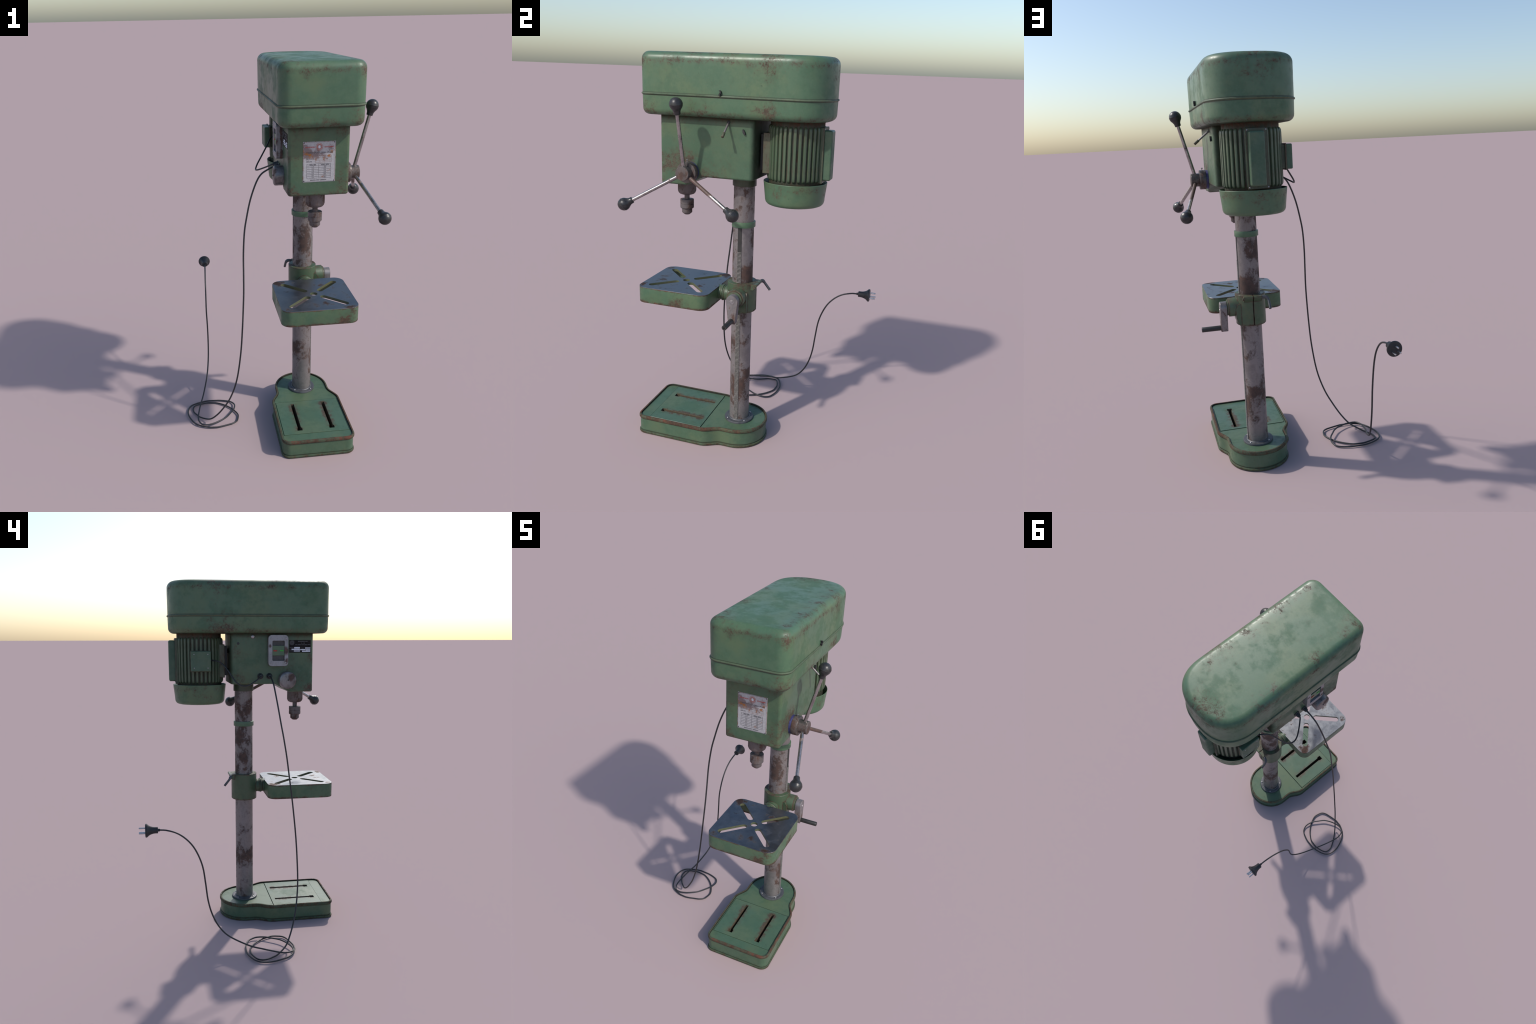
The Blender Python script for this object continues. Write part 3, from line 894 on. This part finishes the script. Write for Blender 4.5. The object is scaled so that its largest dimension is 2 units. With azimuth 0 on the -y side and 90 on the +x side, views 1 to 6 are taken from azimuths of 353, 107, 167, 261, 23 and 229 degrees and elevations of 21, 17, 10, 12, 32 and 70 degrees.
# ------------------------------------------------------------------ quill, spindle and chuck
quill = turned('quill', [[(0.020, 1.3125), (0.0280, 1.3130), (0.0370, 1.3165), (0.0430, 1.3230), (0.0467, 1.3330), (0.0467, 1.40)]], (*SPI, 0), (0, 0, 1), 'spindle', None, 48)
turned('spindle', [fillet_prof(0.0132, 1.2800, 1.3200)], (*SPI, 0), (0, 0, 1), 'spindle', quill, 24)
turned('chuck', [[(0.0115, 1.2080), (0.0135, 1.2082), (0.0255, 1.2185), (0.0262, 1.2200), (0.0262, 1.2385), (0.0275, 1.2395), (0.0310, 1.2405), (0.0347, 1.2445),
                  (0.0347, 1.2628), (0.0332, 1.2636), (0.0332, 1.2652), (0.0347, 1.2660), (0.0347, 1.2865), (0.0335, 1.2880), (0.0, 1.2880)]], (*SPI, 0), (0, 0, 1), 'spindle', quill, 48, 30)

# ------------------------------------------------------------------ feed hub and handles
turned('depth_ring', [fillet_prof(0.0478, 0.310, 0.3400, 0, 0.0008, 2)], (0, *HUB), (1, 0, 0), 'blue', None, 48)
ring = bpy.data.objects['depth_ring']
turned('depth_collar', [[(0.046, 0.3385), (0.0495, 0.3395), (0.0495, 0.3675), (0.0485, 0.3695), (0.033, 0.3700)]], (0, *HUB), (1, 0, 0), 'hub', ring, 56)
hub = turned('feed_hub', [[(0.032, 0.330), (0.0338, 0.3700), (0.0338, 0.4125), (0.0322, 0.4145), (0.0, 0.4150)]], (0, *HUB), (1, 0, 0), 'hub', ring, 48)
turned('thumb_screw', [[(0.0020, 0.045), (0.0020, 0.0555), (0.0030, 0.0565), (0.0052, 0.0585), (0.0052, 0.0600), (0.0035, 0.0615), (0, 0.062)]], (0.3540, *HUB), (0, 0.0, 1), 'screw', ring, 16)

bm = bmesh.new()
kp = [(0.0085, -0.0475), (0.0142, -0.0470), (0.0152, -0.0455), (0.0155, -0.0400), (0.0165, -0.0320), (0.0200, -0.0250)]
for i in range(1, 20):
    a = math.radians(-50 + 140 * i / 19)
    r = 0.0306 * math.cos(a)
    kp.append((r, 0.0306 * math.sin(a)))
    if abs(a) < math.radians(5):
        kp += [(0.0312, 0.0306 * math.sin(a) + 0.0008), (0.0312, 0.0306 * math.sin(a) + 0.0020)]
kp = sorted(kp, key=lambda q: q[1])
lathe(bm, kp, seg=32)
knob_me = to_mesh(bm, 'ball_knob')
knob_me.materials.append(M['knob'])
knob_me.polygons.foreach_set('use_smooth', [True] * len(knob_me.polygons))
knob_me.set_sharp_from_angle(angle=math.radians(55))
for ang in (90, 210, 330):
    c, s = math.cos(math.radians(ang)), math.sin(math.radians(ang))
    def P(r): return Vector((0.3862 + 0.263 * r, HUB[0] + c * r, HUB[1] + s * r))
    bm = bmesh.new()
    n = 24
    tube(bm, [P(0.020 + (0.285 - 0.020) * i / n) for i in range(n + 1)], lambda t: 0.0093 - 0.0006 * t, 16)
    obj('handle_rod', to_mesh(bm, 'handle_rod'), 'rod', hub, 50)
    k = bpy.data.objects.new('ball_knob', knob_me)
    bpy.context.collection.objects.link(k)
    d = (P(1) - P(0)).normalized()
    k.matrix_world = Matrix.Translation(P(0.319)) @ d.to_track_quat('Z', 'Y').to_matrix().to_4x4()
    attach(k, hub)

# ------------------------------------------------------------------ +x side: belt tension lever and wing bolt
lever = tube_obj('tension_lever', [(0.320, -0.0760, 1.7010), (0.332, -0.0760, 1.6915), (0.375, -0.0763, 1.6568), (0.390, -0.0764, 1.6447)], 0.0047, 'crank', head, 14)
tube_obj('lever_tip', [(0.3800, -0.0764, 1.6528), (0.3810, -0.0764, 1.6520), (0.4010, -0.0765, 1.6358), (0.4016, -0.0765, 1.6353)], lambda t: 0.0066 if 0.1 < t < 0.9 else 0.0058, 'mount', lever, 14)
turned('lever_boss', [[(0.0085, 0.320), (0.0085, 0.3290), (0.0070, 0.3300)]], (0, -0.0762, 1.6965), (1, 0, 0), 'blackbar', lever, 20)
bm = bmesh.new()
wb = [(-0.0075, 0.0125), (-0.0025, 0.0135), (0.0035, 0.0070), (0.0080, -0.0050), (0.0095, -0.0110), (0.0045, -0.0135), (-0.0030, -0.0085), (-0.0070, 0.0010)]
loft(bm, [[(x, 0.0012 + y * k, 1.6565 + zz * k) for y, zz in wb[::-1]] for x, k in ((0.322, 0.8), (0.3345, 0.95), (0.3362, 0.85))])
obj('wing_bolt', to_mesh(bm, 'wing_bolt'), 'darkscrew', head, 30)

# ------------------------------------------------------------------ -x side
sc = turned('spring_cap', [[(0.0480, -0.045), (0.0480, -0.012), (0.0488, -0.010), (0.0488, 0.0), (0.0486, 0.0355), (0.0470, 0.0405), (0.0430, 0.0435), (0.0360, 0.0448), (0.0, 0.0455)]],
            (0.0345, *HUB), (-1, 0, 0), 'capsteel', head, 56)
turned('cap_pin', [[(0.0042, 0.044), (0.0042, 0.0475), (0.003, 0.0485)]], (0.0345, HUB[0], HUB[1] + 0.0015), (-1, 0, 0), 'darkscrew', sc, 12)
screw((0.0362, -0.0768, 1.6967), (-1, 0, 0), 0.0122, 'screw', head, 'shaft_end')
turned('set_screw', [[(0.0072, -0.004), (0.0072, 0.0012), (0.0060, 0.0018)]], (0.0362, 0.0055, 1.6590), (-1, 0, 0), 'darkscrew', head, 16)

# switch: deep frame with a window, recess, face and two buttons
sy, sz, sw, sh = -0.2178, 1.6195, 0.1135, 0.1725
bm = bmesh.new()
o_out = [(y, z) for y, z in rounded_rect(sw, sh, 0.020, 8, (sy, sz))]
o_in = [(y, z) for y, z in rounded_rect(0.0705, 0.1115, 0.0065, 8, (-0.2186, 1.6185))]
def ringx(pts, x): return [(x, y, z) for y, z in pts]
loft(bm, [ringx(o_out, 0.0380), ringx(o_out, 0.0066), ringx(offset(o_out, -0.0012), 0.0052), ringx(o_in, 0.0052), ringx(offset(o_in, -0.0006), 0.0060), ringx(o_in, 0.0220)], cap0=False, cap1=False)
sw_o = obj('switch_frame', to_mesh(bm, 'switch_frame'), 'frame', head, 35)
block('switch_recess', (0.0150, -0.2560, 1.5600), (0.0370, -0.1810, 1.6770), 0, 'swgrey', sw_o, 1, None)
block('switch_face', (0.0085, -0.2525, 1.5920), (0.0260, -0.1845, 1.6465), 0.0015, 'swgreen', sw_o)
block('stop_button', (0.0062, -0.2110, 1.6152), (0.0120, -0.1905, 1.6225), 0.0008, 'redbtn', sw_o)
block('start_button', (0.0062, -0.2488, 1.6158), (0.0120, -0.2283, 1.6224), 0.0008, 'greenbtn', sw_o)
for y in (-0.1768, -0.2597):
    for zz in (1.5534, 1.6857):
        screw((0.0052, y, zz), (-1, 0, 0), 0.0046, 'screw', sw_o)

# black rating label
lab = block('rating_label', (0.0349, -0.4102, 1.6075), (0.0420, -0.2858, 1.6770), 0, 'label', head, 1, None)
def tile(name, y0, y1, z0, z1, x, mat, parent, t=0.0006):
    return block(name, (x - t, min(y0, y1), z0), (x + 0.0012, max(y0, y1), z1), 0, mat, parent, 1, None)
LXF = 0.0349
for y0, y1, z0, z1 in ((-0.3145, -0.3471, 1.6312, 1.6385), (-0.3776, -0.4080, 1.6298, 1.6360), (-0.2990, -0.3475, 1.6225, 1.6292),
                       (-0.3495, -0.3800, 1.6212, 1.6272), (-0.3820, -0.4076, 1.6198, 1.6258), (-0.3126, -0.3482, 1.6136, 1.6195), (-0.3601, -0.4072, 1.6118, 1.6182)):
    tile('label_field', y0, y1, z0, z1, LXF, 'labelwhite', lab)
for txt, y, zz, size, wdt in (('PHAEDRON', -0.3634, 1.6695, 0.0068, 0.054), ('D-16B', -0.3646, 1.6602, 0.0055, 0.022), ('INDUSTRIAL DUTY DRILL PRESS', -0.3640, 1.6512, 0.0062, 0.086),
                              ('MODEL', -0.3000, 1.6350, 0.0052, 0.024), ('VOLT', -0.3620, 1.6330, 0.0052, 0.021), ('HP', -0.2925, 1.6260, 0.0052, 0.010), ('SERIAL', -0.2990, 1.6168, 0.0052, 0.024)):
    words('label_text', txt, size, (LXF - 0.0003, y, zz), FACE_LEFT, 'labelgrey', lab, wdt)


def annulus(bm, c, r0, r1, to3, seg=20):
    a = [bm.verts.new(to3(c[0] + r0 * math.cos(2 * PI * i / seg), c[1] + r0 * math.sin(2 * PI * i / seg), 0)) for i in range(seg)]
    b = [bm.verts.new(to3(c[0] + r1 * math.cos(2 * PI * i / seg), c[1] + r1 * math.sin(2 * PI * i / seg), 0)) for i in range(seg)]
    a2 = [bm.verts.new(to3(c[0] + r0 * math.cos(2 * PI * i / seg), c[1] + r0 * math.sin(2 * PI * i / seg), 1)) for i in range(seg)]
    b2 = [bm.verts.new(to3(c[0] + r1 * math.cos(2 * PI * i / seg), c[1] + r1 * math.sin(2 * PI * i / seg), 1)) for i in range(seg)]
    for p, q, r, s in ((a, b, b2, a2),):
        for i in range(seg):
            j = (i + 1) % seg
            bm.faces.new((p[i], p[j], q[j], q[i]))
            bm.faces.new((q[i], q[j], r[j], r[i]))
            bm.faces.new((r[i], r[j], s[j], s[i]))
            bm.faces.new((s[i], s[j], p[j], p[i]))


def rosette(name, c, scale, to3, mat, parent, petals=12):
    """gear-like ring of small loops round a disc"""
    bm = bmesh.new()
    annulus(bm, c, 0.0082 * scale, 0.0108 * scale, lambda u, v, k: to3(u, v, k))
    for i in range(petals):
        a = 2 * PI * i / petals
        annulus(bm, (c[0] + 0.0143 * scale * math.cos(a), c[1] + 0.0143 * scale * math.sin(a)), 0.0029 * scale, 0.0041 * scale, lambda u, v, k, i=i: to3(u, v, k + 0.15 * (i % 2) + 0.1), 12)
    return obj(name, to_mesh(bm, name), mat, parent, None)


rosette('label_emblem', (-0.3013, 1.6626), 0.78, lambda y, zz, k: (LXF + 0.0004 - 0.0006 * k - 0.0003, y, zz), 'labelgrey', lab)
tile('label_emblem_bar', -0.3000, -0.3026, 1.6585, 1.6668, LXF, 'labelgrey', lab)

# data plate on the front
PX = (0.1050, 0.2583)
PZ = (1.4528, 1.6421)
plate = block('data_plate', (PX[0], -0.4268, PZ[0]), (PX[1], -0.4200, PZ[1]), 0.0004, 'plate', head, 1)
YF = -0.4268
def bar(name, x0, x1, z0, z1, mat, t=0.0004):
    return block(name, (x0, YF - t, z0), (x1, YF + 0.001, z1), 0, mat, plate, 1, None)
def px(u): return PX[0] + (u - 100) / 1068 * (PX[1] - PX[0])
i1 = 0.0030
for nm, a in (('h', (PX[0] + i1 + 0.004, PX[1] - i1 - 0.004, PZ[1] - i1, PZ[1] - i1 + 0.0008)), ('h', (PX[0] + i1 + 0.004, PX[1] - i1 - 0.004, PZ[0] + i1 - 0.0008, PZ[0] + i1)),
              ('v', (PX[0] + i1 - 0.0008, PX[0] + i1, PZ[0] + i1 + 0.004, PZ[1] - i1 - 0.004)), ('v', (PX[1] - i1, PX[1] - i1 + 0.0008, PZ[0] + i1 + 0.004, PZ[1] - i1 - 0.004))):
    bar('border_line', *a, 'ink' if a[0] < 0.2 else 'inkrust')
for x in (PX[0] + 0.0052, PX[1] - 0.0052):
    for zz in (PZ[0] + 0.0052, PZ[1] - 0.0052):
        screw((x, YF, zz), (0, -1, 0), 0.0029, 'darkscrew', plate)
EC = (0.1818, 1.6170)
rosette('plate_emblem', EC, 1.0, lambda x, zz, k: (x, YF + 0.0004 - 0.0007 * k - 0.0003, zz), 'redfaint', plate)
bm = bmesh.new()
annulus(bm, EC, 0.0104, 0.0122, lambda u, v, k: (u, YF + 0.0006 - 0.0008 * k, v), 24)
obj('plate_emblem_ring', to_mesh(bm, 'plate_emblem_ring'), 'red', plate, None)
bm = bmesh.new()
lathe(bm, [(0.0080, 0.0), (0.0080, 0.0005), (0.0, 0.0005)], (EC[0], YF + 0.0001, EC[1]), (0, -1, 0), 24)
obj('plate_emblem_disc', to_mesh(bm, 'plate_emblem_disc'), 'disc', plate, None)
bar('plate_emblem_bar', EC[0] - 0.0012, EC[0] + 0.0012, EC[1] - 0.0062, EC[1] + 0.0062, 'labelwhite', 0.0006)
def print_text(txt, x, zz, size, mat, wdt, align='CENTER'):
    words('plate_text', txt, size, (x, YF - 0.0001, zz), FACE_FRONT, mat, plate, wdt, align)
print_text('PHAEDRON', px(332), 1.6158, 0.0090, 'red', 0.0425)
print_text('DYNAMIK', px(950), 1.6158, 0.0090, 'red', 0.0435)
print_text('HEAVY DUTY DRILL PRESS', px(640), 1.5905, 0.0090, 'ink', 0.125)
for k, (t, mt_) in enumerate((('MODEL', 'inkfaint'), ('MOTOR', 'inkfaint'), ('SERIAL NO', 'ink'))):
    zz = 1.5730 - 0.0118 * k
    print_text(t, px(305), zz, 0.0062, mt_, 0.026)
    x0, x1 = px(500), px(1035)
    m2 = 'inkrust' if k != 1 else 'inkfaint'
    bar('field_line', x0, x1, zz + 0.0034, zz + 0.0041, m2)
    bar('field_line', x0, x1, zz - 0.0041, zz - 0.0034, m2)
    bar('field_line', x0, x0 + 0.0008, zz - 0.0034, zz + 0.0034, m2)
    bar('field_line', x1 - 0.0008, x1, zz - 0.0034, zz + 0.0034, m2)
tx0, tx1, tz0, tz1 = px(230), px(1020), 1.4715, 1.5385
rh = (tz1 - tz0) / 8
for k in range(9):
    bar('chart_line', tx0, tx1, tz0 + rh * k - 0.0005, tz0 + rh * k + 0.0005, 'ink')
for x in (tx0, px(622), tx1):
    bar('chart_line', x - 0.0005, x + 0.0005, tz0 + 0.0005, tz1 - 0.0005, 'ink', 0.0003)
rows = [('DRILL SIZE', 'SPEED RPM'), ('1.5', '2900'), ('3.0', '2400'), ('4.5', '1900'), ('6.0', '1450'), ('8.0', '1000'), ('10.0', '720'), ('13.0', '480')]
for k, (a, b) in enumerate(rows):
    zz = tz1 - rh * (k + 0.5)
    print_text(a, px(428), zz, 0.0066, 'inkfaint' if k else 'ink', 0.031 if k == 0 else 0.010)
    print_text(b, px(825), zz, 0.0066, 'inkfaint' if k else 'ink', 0.036 if k == 0 else 0.011)
print_text('MADE IN WEST GERMANY', px(615), 1.4620, 0.0066, 'ink', 0.077)

# cable glands
for y, tipdir in ((-0.1195, (-1, 0.25, -0.12)), (-0.1712, (-1, -0.05, -0.12))):
    turned('cable_gland', [[(0.0172, -0.004), (0.0172, 0.0035), (0.0158, 0.0045), (0.0140, 0.0060), (0.0112, 0.0180), (0.0085, 0.0260), (0.0060, 0.0268)]], (0.0362, y, 1.4770), (-1, 0, 0), 'rubber', head, 24)

# ------------------------------------------------------------------ cables and plug
motor_cable = [(0.020, -0.1195, 1.4775), (0.006, -0.1185, 1.4755), (-0.0100, -0.103, 1.465), (-0.0330, -0.077, 1.450), (-0.0570, -0.043, 1.434), (-0.0650, -0.010, 1.429), (-0.0530, 0.025, 1.446),
               (-0.0300, 0.048, 1.478), (-0.0090, 0.066, 1.508), (0.0140, 0.089, 1.540), (0.0300, 0.118, 1.5600), (0.044, 0.145, 1.566), (0.054, 0.172, 1.568)]
tube_obj('motor_cable', spline(motor_cable, 6), 0.0040, 'rubber', motor, 12)
cord = [(0.022, -0.1712, 1.4775), (0.006, -0.1715, 1.4755), (-0.022, -0.1745, 1.4640), (-0.0585, -0.178, 1.4410), (-0.0860, -0.1830, 1.3980), (-0.1175, -0.1940, 1.3150),
        (-0.1410, -0.2075, 1.2200), (-0.154, -0.2189, 1.150), (-0.163, -0.235, 1.046), (-0.1665, -0.250, 0.930), (-0.171, -0.265, 0.812), (-0.1845, -0.283, 0.625),
        (-0.199, -0.2910, 0.480), (-0.2238, -0.2915, 0.331), (-0.260, -0.2770, 0.216), (-0.3035, -0.2520, 0.130), (-0.344, -0.2225, 0.066), (-0.3810, -0.1920, 0.027), (-0.428, -0.141, 0.0075),
        (-0.450, -0.108, 0.0046), (-0.466, -0.079, 0.0046), (-0.470, -0.048, 0.0046), (-0.462, -0.025, 0.0065), (-0.437, -0.010, 0.007), (-0.394, 0.002, 0.0058), (-0.358, 0.001, 0.0050), (-0.325, -0.006, 0.0045),
        (-0.281, -0.035, 0.0046), (-0.246, -0.072, 0.0045), (-0.230, -0.098, 0.005), (-0.214, -0.134, 0.0055), (-0.212, -0.160, 0.005), (-0.223, -0.200, 0.0047), (-0.245, -0.219, 0.0047), (-0.270, -0.228, 0.0047),
        (-0.330, -0.2435, 0.005), (-0.361, -0.2435, 0.0055), (-0.390, -0.240, 0.007), (-0.437, -0.218, 0.008), (-0.470, -0.182, 0.007), (-0.4975, -0.111, 0.0065), (-0.498, -0.054, 0.006), (-0.478, -0.0145, 0.007),
        (-0.433, 0.010, 0.006), (-0.384, 0.023, 0.0055), (-0.340, 0.022, 0.005), (-0.302, 0.018, 0.0045), (-0.251, 0.0, 0.0045), (-0.230, -0.025, 0.007), (-0.2235, -0.056, 0.0115), (-0.233, -0.098, 0.0145),
        (-0.255, -0.136, 0.016), (-0.281, -0.174, 0.0175), (-0.313, -0.1995, 0.018), (-0.351, -0.2200, 0.017), (-0.388, -0.2300, 0.0165), (-0.4165, -0.2265, 0.0175), (-0.430, -0.215, 0.019), (-0.441, -0.187, 0.0200),
        (-0.443, -0.158, 0.0235), (-0.438, -0.124, 0.0300), (-0.4245, -0.060, 0.0430), (-0.404, 0.014, 0.0590), (-0.3775, 0.116, 0.1065), (-0.3644, 0.170, 0.1600), (-0.3568, 0.2056, 0.2290), (-0.3535, 0.2275, 0.3100),
        (-0.3530, 0.2395, 0.4080), (-0.3545, 0.2515, 0.4955), (-0.3530, 0.2726, 0.5630), (-0.3510, 0.3028, 0.6210), (-0.3490, 0.3421, 0.6650), (-0.3465, 0.3858, 0.6945), (-0.3445, 0.4341, 0.7103), (-0.3440, 0.4650, 0.7140), (-0.3440, 0.4920, 0.7145)]
power = tube_obj('power_cord', spline(cord, 6), 0.0043, 'rubber', None, 12)
plug = turned('plug', [[(0.0045, -0.010), (0.0070, -0.0095), (0.0075, 0.0), (0.0150, 0.0005), (0.0166, 0.0025), (0.0168, 0.0170), (0.0180, 0.0260), (0.0215, 0.0380), (0.0270, 0.0480), (0.0330, 0.0540),
                        (0.0358, 0.0575), (0.0362, 0.0610), (0.0345, 0.0650), (0.0290, 0.0660), (0.0, 0.0660)]], (-0.3440, 0.4795, 0.7145), (0, 1, 0), 'rubber', power, 32)
for x, zz in ((-0.3465, 0.7290), (-0.3335, 0.7015), (-0.3575, 0.7045)):
    turned('plug_pin', [[(0.0042, 0.0), (0.0042, 0.0300), (0.0032, 0.0325), (0.0, 0.0330)]], (x, 0.5450, zz), (0, 1, 0), 'pin', plug, 14)
